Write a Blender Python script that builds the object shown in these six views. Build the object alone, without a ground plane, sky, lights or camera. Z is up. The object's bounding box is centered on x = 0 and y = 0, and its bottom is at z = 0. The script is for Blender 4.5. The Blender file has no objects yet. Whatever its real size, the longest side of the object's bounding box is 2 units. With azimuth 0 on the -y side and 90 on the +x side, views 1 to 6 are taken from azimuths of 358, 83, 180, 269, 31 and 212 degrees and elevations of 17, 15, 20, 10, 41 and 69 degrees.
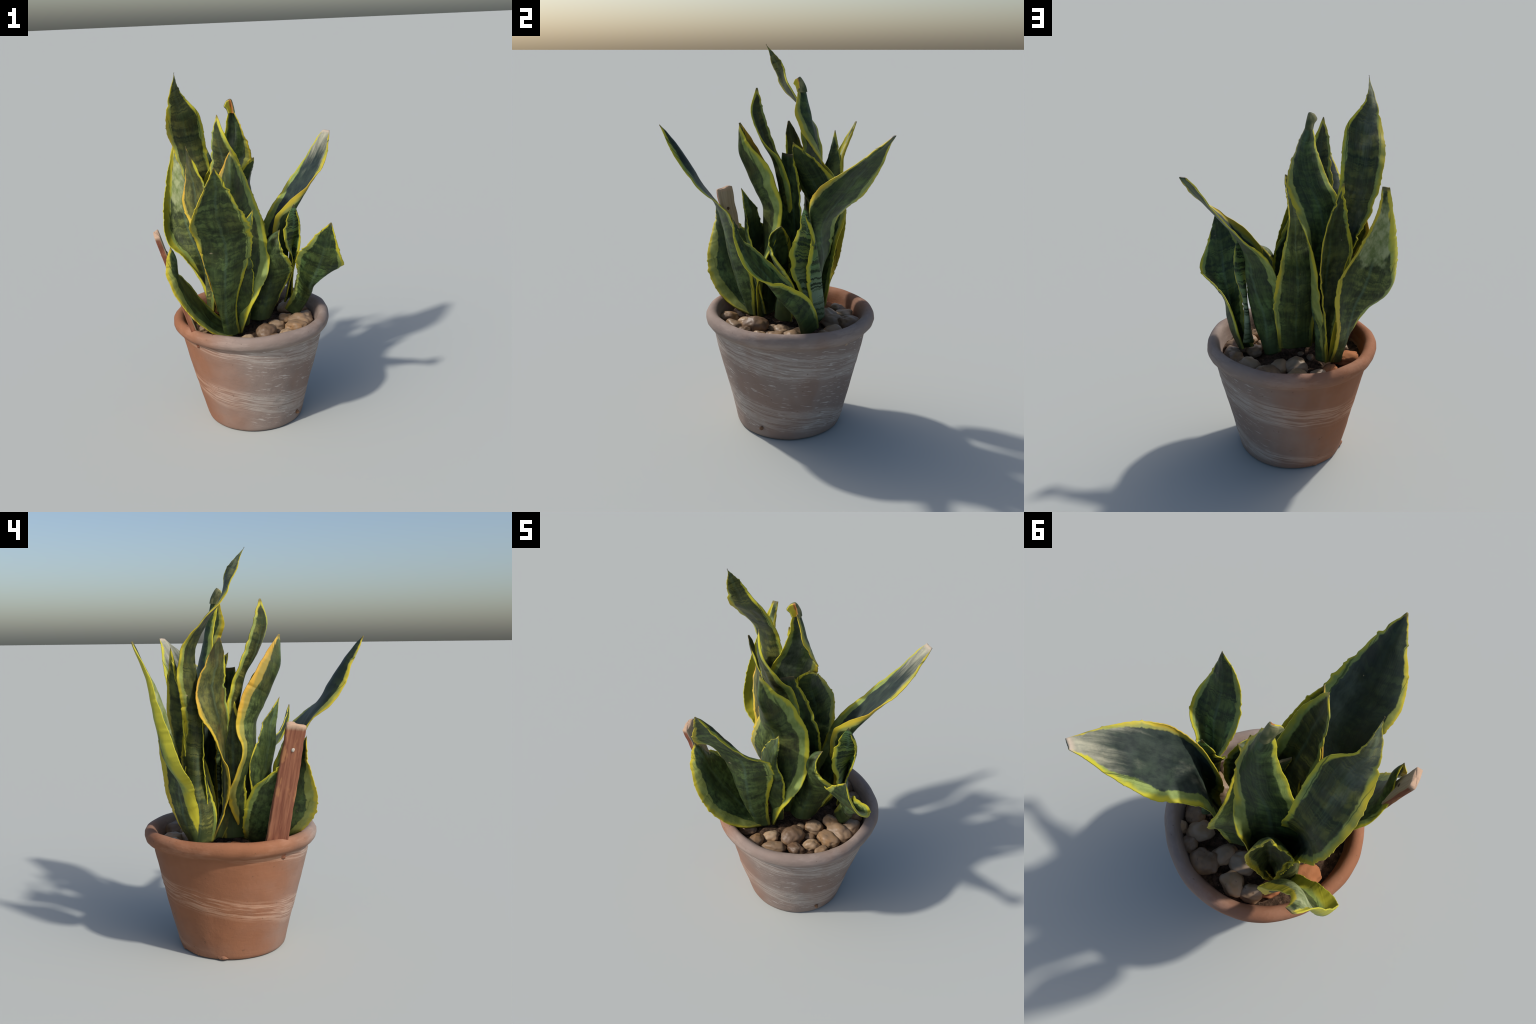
"""A variegated snake plant in a terracotta pot with a pebble top dressing and a wooden stake.

Everything is built from profiles, margin / keel curves and rules; z is up, metres."""
import math
import random

import bmesh
import bpy
import numpy as np
from mathutils import Matrix, Vector, noise

random.seed(7)
rng = np.random.default_rng(7)

POT_Y = 0.107          # the pot's axis stands at x = 0, y = POT_Y
SOIL_Z = 0.540


# --------------------------------------------------------------------------- helpers
def new_object(name, mesh, parent, material=None, matrix=None):
    obj = bpy.data.objects.new(name, mesh)
    bpy.context.scene.collection.objects.link(obj)
    if material and not mesh.materials:
        mesh.materials.append(material)
    obj.parent = parent
    if matrix is not None:
        obj.matrix_basis = matrix
    return obj


def mesh_from(name, verts, faces, smooth=True):
    mesh = bpy.data.meshes.new(name)
    mesh.from_pydata([tuple(map(float, v)) for v in verts], [], [tuple(map(int, f)) for f in faces])
    if smooth:
        mesh.polygons.foreach_set("use_smooth", [True] * len(mesh.polygons))
    mesh.update()
    return mesh


def spline(points, count):
    """Catmull-Rom curve through the points, sampled evenly in parameter."""
    p = np.asarray(points, float)
    q = np.vstack([2 * p[0] - p[1], p, 2 * p[-1] - p[-2]])
    t = np.linspace(0, len(p) - 1 - 1e-9, count)
    i = t.astype(int)
    f = (t - i)[:, None]
    a, b, c, d = q[i], q[i + 1], q[i + 2], q[i + 3]
    return 0.5 * (2 * b + (c - a) * f + (2 * a - 5 * b + 4 * c - d) * f**2 + (3 * b - a - 3 * c + d) * f**3)


def unit(v):
    return v / np.maximum(np.linalg.norm(v, axis=-1, keepdims=True), 1e-9)


# --------------------------------------------------------------------------- node helper
class Nodes:
    def __init__(self, name):
        self.mat = bpy.data.materials.new(name)
        self.mat.use_nodes = True
        self.tree = self.mat.node_tree
        self.bsdf = self.tree.nodes["Principled BSDF"]

    def put(self, socket, value):
        if isinstance(value, bpy.types.NodeSocket):
            self.tree.links.new(value, socket)
        elif value is not None:
            if isinstance(value, (tuple, list)) and len(value) == 3 and socket.type == "RGBA":
                value = (*value, 1)
            socket.default_value = value

    def node(self, kind, inputs=(), **props):
        n = self.tree.nodes.new("ShaderNode" + kind)
        for k, v in props.items():
            setattr(n, k, v)
        for k, v in dict(inputs).items():
            self.put(n.inputs[k], v)
        return n

    def math(self, op, a, b=None, c=None, clamp=False):
        n = self.node("Math", operation=op, use_clamp=clamp)
        for s, v in zip(n.inputs, (a, b, c)):
            self.put(s, v)
        return n.outputs[0]

    def mix(self, fac, a, b, mode="MIX"):
        n = self.node("Mix", data_type="RGBA", blend_type=mode)
        for s, v in ((n.inputs["Factor"], fac), (n.inputs[6], a), (n.inputs[7], b)):
            self.put(s, v)
        return n.outputs[2]

    def band(self, value, low, high):
        """Smooth 0..1 step from low to high (high may be below low)."""
        n = self.node("MapRange", {"Value": value, "From Min": low, "From Max": high}, interpolation_type="SMOOTHSTEP")
        return n.outputs[0]

    def xyz(self, v):
        return self.node("SeparateXYZ", {0: v}).outputs

    def vec(self, x, y, z):
        return self.node("CombineXYZ", {0: x, 1: y, 2: z}).outputs[0]

    def noise(self, vector, scale=1.0, detail=3.0, rough=0.55, w=None, distort=0.0):
        n = self.node("TexNoise", {"Vector": vector, "Scale": scale, "Detail": detail, "Roughness": rough, "Distortion": distort}, noise_dimensions="4D" if w is not None else "3D")
        if w is not None:
            self.put(n.inputs["W"], w)
        return n.outputs["Fac"]

    def prop(self, name):
        """A number kept on the object as a custom property."""
        return self.node("Attribute", attribute_type="OBJECT", attribute_name=f'["{name}"]').outputs["Fac"]

    def attr(self, name):
        return self.node("Attribute", attribute_name=name).outputs["Fac"]

    def scaled(self, vector, s):
        return self.node("VectorMath", {0: vector, 1: s}, operation="MULTIPLY").outputs[0]

    def finish(self, color, rough, bump=None, strength=0.3, distance=0.01, spec=0.35):
        self.put(self.bsdf.inputs["Base Color"], color)
        self.put(self.bsdf.inputs["Roughness"], rough)
        self.put(self.bsdf.inputs["Specular IOR Level"], spec)
        if bump is not None:
            b = self.node("Bump", {"Height": bump, "Strength": strength, "Distance": distance})
            self.put(self.bsdf.inputs["Normal"], b.outputs[0])
        return self.mat


# --------------------------------------------------------------------------- materials
def terracotta():
    n = Nodes("weathered_terracotta")
    p = n.node("TexCoord").outputs["Object"]
    x, y, z = n.xyz(p)
    # broad, patchy change from clean orange clay to dusty grey-brown bloom on the +x side
    wob = n.noise(p, 3.2, 4, 0.6)
    side = n.math("ADD", n.math("MULTIPLY", x, 1.25), n.math("MULTIPLY", n.math("SUBTRACT", wob, 0.5), 0.55))
    side = n.math("SUBTRACT", side, n.math("MULTIPLY", y, 0.35))
    bloom = n.band(side, -0.50, 0.22)
    clay = n.mix(n.noise(p, 9, 5, 0.6), (0.215, 0.086, 0.042), (0.300, 0.128, 0.064))
    dusty = n.mix(n.noise(p, 7, 5, 0.6), (0.205, 0.156, 0.132), (0.285, 0.222, 0.190))
    base = n.mix(bloom, clay, dusty)
    # pale swirl of lighter clay winding down the wall as a helix
    turn = n.math("DIVIDE", n.math("ARCTAN2", x, n.math("MULTIPLY", y, -1)), 2 * math.pi)
    low = n.noise(p, 2.6, 2, 0.5)
    h = n.math("ADD", n.math("DIVIDE", n.math("SUBTRACT", z, 0.53), 0.327), turn)
    h = n.math("ADD", h, n.math("MULTIPLY", n.math("SUBTRACT", low, 0.5), 0.22))
    loc = n.math("SUBTRACT", n.math("FRACT", n.math("ADD", h, 0.5)), 0.5)
    streak_v = n.vec(n.math("MULTIPLY", x, 4.0), n.math("MULTIPLY", y, 4.0), n.math("MULTIPLY", loc, 36.0))
    streak = n.noise(streak_v, 1.0, 6, 0.68)
    fine = n.noise(n.vec(n.math("MULTIPLY", x, 9.0), n.math("MULTIPLY", y, 9.0), n.math("MULTIPLY", loc, 90.0)), 1.0, 4, 0.6)
    inside = n.band(n.math("SUBTRACT", n.math("ABSOLUTE", loc), n.math("MULTIPLY", bloom, 0.06)), 0.215, 0.09)
    s = n.math("MULTIPLY", n.band(n.math("ADD", streak, n.math("MULTIPLY", bloom, 0.05)), 0.46, 0.58), inside)
    s = n.math("MULTIPLY", s, n.math("ADD", 0.55, n.math("MULTIPLY", n.band(fine, 0.35, 0.65), 0.45)))
    wall = n.math("MULTIPLY", n.band(z, 0.545, 0.56), -1)
    on_wall = n.math("MULTIPLY", n.math("ADD", 1.0, wall), n.band(z, 0.02, 0.07))
    s = n.math("MULTIPLY", s, on_wall)
    pale = n.mix(bloom, (0.450, 0.255, 0.160), (0.385, 0.335, 0.295))
    base = n.mix(n.math("MULTIPLY", s, 0.95), base, pale)
    # short pale scratches on the dusty side
    dash = n.noise(n.vec(n.math("MULTIPLY", x, 16.0), n.math("MULTIPLY", y, 16.0), n.math("MULTIPLY", h, 46.0)), 1.0, 2, 0.5)
    d = n.math("MULTIPLY", n.band(dash, 0.615, 0.67), n.math("MULTIPLY", on_wall, n.band(side, -0.05, 0.25)))
    base = n.mix(n.math("MULTIPLY", d, 0.75), base, (0.47, 0.42, 0.38))
    # chalky wear and smudges on the rolled rim
    on_rim = n.band(z, 0.548, 0.562)
    smudge = n.band(n.noise(n.vec(n.math("MULTIPLY", x, 6.0), n.math("MULTIPLY", y, 6.0), n.math("MULTIPLY", z, 26.0)), 1.0, 5, 0.65), 0.46, 0.66)
    base = n.mix(n.math("MULTIPLY", n.math("MULTIPLY", smudge, on_rim), 0.35), base, n.mix(bloom, (0.38, 0.20, 0.125), (0.40, 0.32, 0.275)))
    # dark pits and damp stains
    pit = n.band(n.noise(p, 46, 2, 0.5), 0.70, 0.76)
    base = n.mix(n.math("MULTIPLY", pit, 0.45), base, (0.10, 0.055, 0.035))
    stain = n.band(n.noise(n.scaled(p, (3.0, 3.0, 1.2)), 1.6, 3, 0.5), 0.54, 0.70)
    base = n.mix(n.math("MULTIPLY", stain, 0.22), base, (0.20, 0.085, 0.040))
    height = n.math("ADD", n.math("MULTIPLY", streak, 0.5), n.noise(p, 60, 4, 0.6))
    return n.finish(base, 0.85, height, 0.25, 0.006, 0.25)


def leaf_material(look=""):
    """Dark green blade with wavy cross bands and a yellow rim, laid out in leaf coordinates:
    'across' (metres from the keel), 'along' (metres from the base), 'rim' (metres inward from where the
    rim's yellow ends, negative inside the rim), 'tip' (metres to the tip), 'face' (+1 / -1 for the two faces)."""
    n = Nodes("variegated_leaf" + ("_" + look if look else ""))
    p = n.node("TexCoord").outputs["Object"]
    across, along, rim = n.attr("across"), n.attr("along"), n.attr("rim")
    seed = n.math("MULTIPLY", n.node("ObjectInfo").outputs["Random"], 40.0)

    def leaf_noise(ka, kl, off, detail=3.0, rough=0.55, lengthwise=None):
        v = n.vec(n.math("MULTIPLY", across, ka), n.math("MULTIPLY", along if lengthwise is None else lengthwise, kl), off)
        return n.noise(v, 1.0, detail, rough, w=seed)

    # blade: mottled cross bands, chevroned by the distance from the keel
    lat = n.math("ABSOLUTE", across)
    jig = leaf_noise(40.0, 9.0, 0.0, 4, 0.6)
    t = n.math("ADD", along, n.math("MULTIPLY", n.math("SUBTRACT", jig, 0.5), 0.050))
    t = n.math("ADD", t, n.math("MULTIPLY", lat, -0.20))
    bands = leaf_noise(2.0, 24.0, 0.0, 2.5, 0.6, t)
    thin = leaf_noise(4.0, 64.0, 3.0, 3, 0.6, t)
    mott = leaf_noise(30.0, 16.0, 7.0, 5, 0.65)
    broad = leaf_noise(9.0, 2.6, 11.0, 2, 0.5)
    light = n.math("MULTIPLY", n.band(bands, 0.42, 0.56), n.math("ADD", 0.30, n.math("MULTIPLY", n.band(mott, 0.38, 0.60), 0.70)))
    light = n.math("MULTIPLY", light, n.math("ADD", 0.30, n.math("MULTIPLY", n.band(broad, 0.38, 0.62), 0.70)))
    dark = n.mix(n.band(mott, 0.35, 0.65), (0.011, 0.023, 0.009), (0.028, 0.055, 0.017))
    pale = n.mix(n.band(broad, 0.40, 0.60), (0.105, 0.145, 0.028), (0.085, 0.170, 0.055))
    olive = n.math("MULTIPLY", n.prop("olive"), n.math("ADD", 0.5, n.math("MULTIPLY", broad, 0.8)), clamp=True)
    banding = n.prop("banding")
    pale = n.mix(olive, pale, (0.215, 0.190, 0.040))
    if look == "pale":
        light = n.math("MULTIPLY", n.band(bands, 0.40, 0.50), n.band(thin, 0.60, 0.52))
        pale = n.mix(n.band(along, 0.36, 0.12), pale, (0.17, 0.235, 0.15))
    dark = n.mix(n.math("MULTIPLY", olive, 0.6), dark, (0.046, 0.042, 0.014))
    # where the bands fade, only a dappled wash is left
    wash = n.math("MULTIPLY", n.band(mott, 0.36, 0.66), n.band(broad, 0.36, 0.62))
    light = n.math("ADD", n.math("MULTIPLY", light, banding), n.math("MULTIPLY", wash, n.math("SUBTRACT", 0.62, n.math("MULTIPLY", banding, 0.45))))
    blade = n.mix(n.math("MULTIPLY", light, 0.95), dark, pale)
    lines = n.math("MULTIPLY", n.band(thin, 0.54, 0.60), n.band(mott, 0.30, 0.52))
    blade = n.mix(n.math("MULTIPLY", lines, n.math("MULTIPLY", banding, 0.70)), blade, (0.009, 0.017, 0.008))
    # sun-bleached amber patches
    amber = n.math("MULTIPLY", n.band(leaf_noise(5.0, 4.0, 51.0, 4, 0.6), 0.50, 0.66), n.math("MULTIPLY", olive, n.prop("warmth")))
    blade = n.mix(n.math("MULTIPLY", amber, 0.85), blade, n.mix(n.band(mott, 0.35, 0.65), (0.085, 0.055, 0.018), (0.190, 0.140, 0.035)))
    # long fine veins and a faint paler keel
    vein = leaf_noise(210.0, 2.4, 5.0, 2, 0.5)
    blade = n.mix(n.math("MULTIPLY", n.band(vein, 0.48, 0.68), 0.20), blade, (0.10, 0.145, 0.06))
    keel = n.math("MULTIPLY", n.band(lat, 0.012, 0.001), n.band(broad, 0.35, 0.6))
    blade = n.mix(n.math("MULTIPLY", keel, 0.30), blade, (0.11, 0.18, 0.12))
    # sky reflection painted into the colour: silvery skin on the upper face of some leaves
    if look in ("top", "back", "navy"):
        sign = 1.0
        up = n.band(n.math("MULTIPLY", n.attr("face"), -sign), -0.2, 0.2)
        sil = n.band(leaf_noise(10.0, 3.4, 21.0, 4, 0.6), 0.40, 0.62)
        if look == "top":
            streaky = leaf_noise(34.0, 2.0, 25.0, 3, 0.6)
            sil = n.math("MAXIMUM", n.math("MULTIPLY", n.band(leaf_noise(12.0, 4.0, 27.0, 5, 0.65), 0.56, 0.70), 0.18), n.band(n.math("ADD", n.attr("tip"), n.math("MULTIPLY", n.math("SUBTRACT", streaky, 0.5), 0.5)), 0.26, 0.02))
            painted_sheen = n.mix(n.band(mott, 0.3, 0.7), (0.21, 0.22, 0.17), (0.43, 0.41, 0.30))
            blade = n.mix(n.math("MULTIPLY", n.math("MULTIPLY", up, n.band(along, 0.35, 0.55)), 0.85), blade, n.mix(n.band(mott, 0.3, 0.7), (0.014, 0.021, 0.022), (0.034, 0.047, 0.042)))  # blade tinted blue-dark here for the sky mirrored in its upper face
        elif look == "navy":
            sil = n.math("MULTIPLY", sil, n.band(across, -0.01, 0.05))
            painted_sheen = n.mix(n.band(mott, 0.3, 0.7), (0.045, 0.060, 0.044), (0.085, 0.105, 0.080))
            blade = n.mix(n.math("MULTIPLY", up, 0.8), blade, (0.013, 0.020, 0.018))  # one face darkened and cooled to carry a baked sky reflection
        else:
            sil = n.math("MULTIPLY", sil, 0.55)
            painted_sheen = n.mix(n.band(mott, 0.3, 0.7), (0.085, 0.105, 0.085), (0.17, 0.19, 0.165))
        blade = n.mix(n.math("MULTIPLY", up, n.math("MULTIPLY", sil, 0.85)), blade, painted_sheen)
    # rim: pale green fading outward to yellow, wandering and broken
    wav = leaf_noise(6.0, 11.0, 2.0, 5, 0.62)
    drift = leaf_noise(3.0, 3.6, 17.0, 2, 0.5)
    edge = n.math("ADD", rim, n.math("MULTIPLY", n.math("SUBTRACT", wav, 0.5), 0.040))
    edge = n.math("ADD", edge, n.math("MULTIPLY", n.math("SUBTRACT", drift, 0.5), 0.045))
    mask = n.band(edge, 0.0030, -0.0045)
    hue = leaf_noise(14.0, 4.5, 9.0, 3, 0.55)
    warm = n.band(n.noise(p, 2.3, 3, 0.55, w=seed), 0.50, 0.68)
    green = n.mix(n.band(mott, 0.35, 0.65), (0.165, 0.220, 0.050), (0.250, 0.315, 0.090))
    warm = n.math("MULTIPLY", n.math("ADD", 0.6, warm), n.math("MULTIPLY", n.prop("warmth"), n.band(across, 0.05, -0.02)), clamp=True)
    gold = n.mix(warm, (0.460, 0.420, 0.030), (0.540, 0.310, 0.035))
    green = n.mix(n.math("MULTIPLY", warm, 0.8), green, (0.34, 0.225, 0.04))
    outward = n.band(n.math("ADD", n.attr("inset"), n.math("MULTIPLY", n.math("SUBTRACT", hue, 0.5), 0.085)), 0.022, 0.004)
    if look == "blotch":
        outward = n.math("MULTIPLY", n.band(n.math("ADD", n.attr("inset"), n.math("MULTIPLY", n.math("SUBTRACT", hue, 0.5), 0.12)), 0.075, 0.035), 0.9)
        blot = n.band(leaf_noise(6.0, 3.6, 31.0, 4, 0.6), 0.47, 0.54)
        blade = n.mix(n.math("MULTIPLY", blot, n.band(along, 0.15, 0.3)), blade, n.mix(n.band(mott, 0.35, 0.65), (0.13, 0.17, 0.055), (0.30, 0.33, 0.17)))
    yellow = n.mix(outward, green, gold)
    line = n.math("MULTIPLY", n.band(leaf_noise(80.0, 1.6, 13.0, 1, 0.5), 0.62, 0.66), n.band(edge, -0.032, -0.006))
    yellow = n.mix(n.math("MULTIPLY", line, 0.8), yellow, (0.05, 0.075, 0.018))
    color = n.mix(mask, blade, yellow)
    # green sheath colour toward the base; dry tan tip
    low = n.math("ADD", along, n.math("MULTIPLY", n.math("SUBTRACT", mott, 0.5), 0.10))
    color = n.mix(n.math("MULTIPLY", n.band(low, 0.13, 0.02), 0.75), color, (0.032, 0.050, 0.015))
    tip = n.attr("tip")
    if look == "hook":
        color = n.mix(n.band(n.attr("face"), -0.2, 0.2), n.mix(n.band(across, 0.004, -0.004), gold, (0.40, 0.155, 0.045)), n.mix(n.band(leaf_noise(50.0, 30.0, 41.0, 2, 0.5), 0.35, 0.65), (0.20, 0.19, 0.085), (0.060, 0.075, 0.030)))
    elif look == "top":
        color = n.mix(n.math("MULTIPLY", n.band(tip, 0.030, 0.006), n.band(n.attr("face"), 0.2, -0.2)), color, (0.42, 0.35, 0.27))
    else:
        color = n.mix(n.math("MULTIPLY", n.band(tip, 0.026, 0.005), 0.8), color, (0.10, 0.080, 0.040))
    # dry flecks
    fleck = n.band(n.noise(p, 30, 2, 0.5, w=seed), 0.745, 0.76)
    color = n.mix(n.math("MULTIPLY", fleck, 0.6), color, (0.30, 0.24, 0.15))
    rough = n.math("ADD", 0.44, n.math("MULTIPLY", mott, 0.2))
    height = n.math("ADD", n.math("MULTIPLY", vein, 0.6), mott)
    return n.finish(color, rough, height, 0.25, 0.004, 0.22)


def pebble_material():
    n = Nodes("river_pebble")
    p = n.node("TexCoord").outputs["Object"]
    r = n.node("ObjectInfo").outputs["Random"]
    seed = n.math("MULTIPLY", r, 30.0)
    a = n.noise(p, 9, 4, 0.6, w=seed)
    tone = n.mix(r, (0.125, 0.074, 0.044), (0.400, 0.285, 0.180))
    warm = n.mix(n.math("MULTIPLY", n.band(a, 0.42, 0.66), 0.7), tone, (0.33, 0.190, 0.085))
    grey = n.mix(n.math("MULTIPLY", n.band(n.noise(p, 12, 5, 0.65, w=seed), 0.52, 0.70), 0.6), warm, (0.35, 0.285, 0.215))
    pit = n.band(n.noise(p, 62, 2, 0.5, w=seed), 0.66, 0.73)
    c = n.mix(n.math("MULTIPLY", pit, 0.7), grey, (0.12, 0.065, 0.035))
    return n.finish(c, 0.48, n.noise(p, 40, 5, 0.6), 0.3, 0.006, 0.35)


def soil_material():
    n = Nodes("potting_soil")
    p = n.node("TexCoord").outputs["Object"]
    a = n.noise(p, 34, 6, 0.7)
    c = n.mix(n.band(a, 0.35, 0.65), (0.030, 0.018, 0.011), (0.120, 0.072, 0.045))
    chip = n.band(n.noise(p, 55, 2, 0.5), 0.62, 0.7)
    c = n.mix(n.math("MULTIPLY", chip, 0.7), c, (0.21, 0.13, 0.085))
    return n.finish(c, 0.95, a, 0.8, 0.02, 0.2)


def shard_material():
    n = Nodes("clay_shard")
    p = n.node("TexCoord").outputs["Object"]
    c = n.mix(n.noise(p, 14, 5, 0.6), (0.30, 0.105, 0.040), (0.42, 0.180, 0.080))
    return n.finish(c, 0.9, n.noise(p, 70, 4, 0.6), 0.3, 0.005, 0.2)


def stake_material():
    n = Nodes("weathered_wood")
    p = n.node("TexCoord").outputs["Object"]
    x, y, z = n.xyz(p)
    grain = n.noise(n.scaled(p, (60.0, 60.0, 4.0)), 1.0, 4, 0.6)
    red = n.mix(n.band(grain, 0.3, 0.7), (0.175, 0.060, 0.036), (0.320, 0.135, 0.075))
    red = n.mix(n.math("MULTIPLY", n.band(n.noise(n.scaled(p, (24.0, 24.0, 7.0)), 1.0, 3, 0.6), 0.55, 0.66), 0.7), red, (0.42, 0.195, 0.085))
    bare = n.mix(n.band(grain, 0.3, 0.7), (0.350, 0.270, 0.185), (0.460, 0.370, 0.265))
    # the stain has worn off the face that looks into the pot and off the sawn top
    worn = n.band(n.math("ADD", x, n.math("MULTIPLY", n.math("SUBTRACT", grain, 0.5), 0.004)), 0.008, 0.0125)
    top = n.band(n.math("ADD", z, n.math("MULTIPLY", n.math("SUBTRACT", grain, 0.5), 0.02)), 0.606, 0.626)
    c = n.mix(n.math("MAXIMUM", worn, n.math("MULTIPLY", top, 0.75)), red, n.mix(top, bare, (0.50, 0.36, 0.25)))
    return n.finish(c, 0.85, grain, 0.5, 0.006, 0.2)


def plain(name, color, rough=0.7):
    n = Nodes(name)
    p = n.node("TexCoord").outputs["Object"]
    a = n.noise(p, 40, 4, 0.6)
    dim = tuple(c * 0.7 for c in color)
    return n.finish(n.mix(a, dim, color), rough, a, 0.2, 0.004)


# --------------------------------------------------------------------------- the thing
plant = bpy.data.objects.new("potted_snake_plant", None)
bpy.context.scene.collection.objects.link(plant)
plant.location = (0, 0, 0)
plant["label"] = "variegated snake plant with twisted yellow-edged leaves in a terracotta pot"
plant["category"] = "potted plant"


# --------------------------------------------------------------------------- pot
def build_pot():
    # (radius, height) from the underside's centre, up the wall, over the rolled rim and down inside
    outer = [(0.0, 0.0), (0.22, 0.0), (0.274, 0.0), (0.281, 0.004), (0.285, 0.02), (0.300, 0.085), (0.318, 0.160), (0.336, 0.236),
             (0.354, 0.312), (0.372, 0.388), (0.390, 0.466), (0.400, 0.510), (0.4065, 0.548), (0.4075, 0.557), (0.418, 0.560), (0.434, 0.566),
             (0.446, 0.580), (0.451, 0.600), (0.449, 0.620), (0.440, 0.636), (0.425, 0.645), (0.408, 0.645), (0.394, 0.636), (0.385, 0.618),
             (0.380, 0.592), (0.372, 0.550), (0.362, 0.500), (0.352, 0.470), (0.0, 0.470)]
    prof = []
    for (r0, z0), (r1, z1) in zip(outer, outer[1:]):
        steps = max(1, int(math.hypot(r1 - r0, z1 - z0) / 0.012))
        prof += [(r0 + (r1 - r0) * k / steps, z0 + (z1 - z0) * k / steps) for k in range(steps)]
    prof.append(outer[-1])
    # soften the corners of the profile (the foot and the axis stay put)
    arr = np.array(prof)
    for _ in range(1):
        arr[1:-1] = 0.25 * arr[:-2] + 0.5 * arr[1:-1] + 0.25 * arr[2:]
    arr[:, 1] = np.maximum(arr[:, 1], 0.0)
    count = 240
    verts, faces = [], []
    for r, z in arr:
        for k in range(count):
            a = 2 * math.pi * k / count
            x, y = r * math.sin(a), -r * math.cos(a)
            q = Vector((x, y, z))
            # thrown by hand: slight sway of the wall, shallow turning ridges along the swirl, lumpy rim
            d = 0.006 * (noise.noise(q * 3.1) ) + 0.0022 * noise.noise(q * 14)
            if r > 0.2 and z < 0.4:
                # the wall is a little flattened low down on one side
                off = (math.degrees(math.atan2(x, -y)) - 128 + 180) % 360 - 180
                d -= 0.013 * math.exp(-(off / 42) ** 2) * (1 - z / 0.4)
            if 0.03 < z < 0.5 and r > 0.25:
                hh = (z - 0.53) / 0.327 + math.atan2(x, -y) / (2 * math.pi)
                loc = (hh + 0.5) % 1 - 0.5
                d += 0.0022 * math.exp(-(loc / 0.13) ** 2) * (0.5 + noise.noise(Vector((x * 4, y * 4, loc * 40))))
            if z > 0.53 and r > 0.36:
                d += 0.006 * noise.noise(q * 6.0 + Vector((9, 2, 4)))
            s = 1 + (d / r if r > 0.2 else 0)
            zz = z + 0.008 * noise.noise(q * 5.0 + Vector((3, 1, 0))) * min(1.0, max(0.0, (z - 0.57) / 0.05))
            verts.append((x * s, y * s, max(zz, 0.0)))
    rows = len(arr)
    for i in range(rows - 1):
        for k in range(count):
            k2 = (k + 1) % count
            faces.append((i * count + k, i * count + k2, (i + 1) * count + k2, (i + 1) * count + k))
    mesh = mesh_from("pot", verts, faces)
    bm = bmesh.new()
    bm.from_mesh(mesh)
    bmesh.ops.remove_doubles(bm, verts=bm.verts, dist=1e-5)
    bmesh.ops.recalc_face_normals(bm, faces=bm.faces)
    bm.to_mesh(mesh)
    bm.free()
    pot = new_object("pot", mesh, plant, terracotta(), Matrix.Translation((0, POT_Y, 0)))
    # a broken root stub and crusts of old soil stuck to the foot of the wall
    bark, crust = plain("root_stub", (0.20, 0.11, 0.06), 0.9), plain("soil_crust", (0.26, 0.125, 0.072), 0.95)
    for angle, height, size, mat in [(52, 0.060, (0.009, 0.016, 0.011), bark), (-100, 0.010, (0.030, 0.020, 0.012), crust), (-127, 0.030, (0.014, 0.012, 0.024), crust), (-152, 0.020, (0.020, 0.012, 0.016), crust)]:
        a = math.radians(angle)
        r = (0.281 if mat is bark else 0.270) + 0.236 * height
        m = Matrix.Translation((r * math.sin(a), -r * math.cos(a), max(height, size[2] * 1.15))) @ Matrix.Rotation(a, 4, "Z")
        lump("root_stub" if mat is bark else "soil_crust", size, angle, mat, m, pot, rough=0.5, detail=3)
    return pot


def lump(name, size, seed, material, matrix, parent, rough=0.18, detail=4, square=1.0):
    bm = bmesh.new()
    bmesh.ops.create_icosphere(bm, subdivisions=detail, radius=1.0)
    off = Vector((seed * 3.7, seed * 1.3, -seed * 2.1))
    for v in bm.verts:
        n = v.co.normalized()
        # superellipsoid pull toward a box, then lumps
        m = max(abs(n.x), abs(n.y), abs(n.z))
        k = 1 + (1 / m - 1) * (1 - square) * 0.5
        k *= 1 + rough * noise.noise(n * 1.1 + off) + 0.35 * rough * noise.noise(n * 2.9 + off)
        v.co = Vector((n.x * k * size[0], n.y * k * size[1], n.z * k * size[2]))
    mesh = bpy.data.meshes.new(name)
    bm.to_mesh(mesh)
    bm.free()
    mesh.polygons.foreach_set("use_smooth", [True] * len(mesh.polygons))
    return new_object(name, mesh, parent, material, matrix)


def build_soil():
    rings, count, radius = 46, 150, 0.374
    verts, faces = [(0, 0, SOIL_Z)], []
    for i in range(1, rings + 1):
        r = radius * i / rings
        for k in range(count):
            a = 2 * math.pi * k / count
            q = Vector((r * math.cos(a), r * math.sin(a), 0))
            z = SOIL_Z + 0.018 * noise.noise(q * 8) + 0.012 * noise.noise(q * 24) + 0.006 * noise.noise(q * 55)
            verts.append((q.x, q.y, z))
    for k in range(count):
        faces.append((0, 1 + k, 1 + (k + 1) % count))
    for i in range(rings - 1):
        for k in range(count):
            k2 = (k + 1) % count
            faces.append((1 + i * count + k, 1 + (i + 1) * count + k, 1 + (i + 1) * count + k2, 1 + i * count + k2))
    return new_object("soil", mesh_from("soil", verts, faces), plant, soil_material(), Matrix.Translation((0, POT_Y, 0)))


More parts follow.
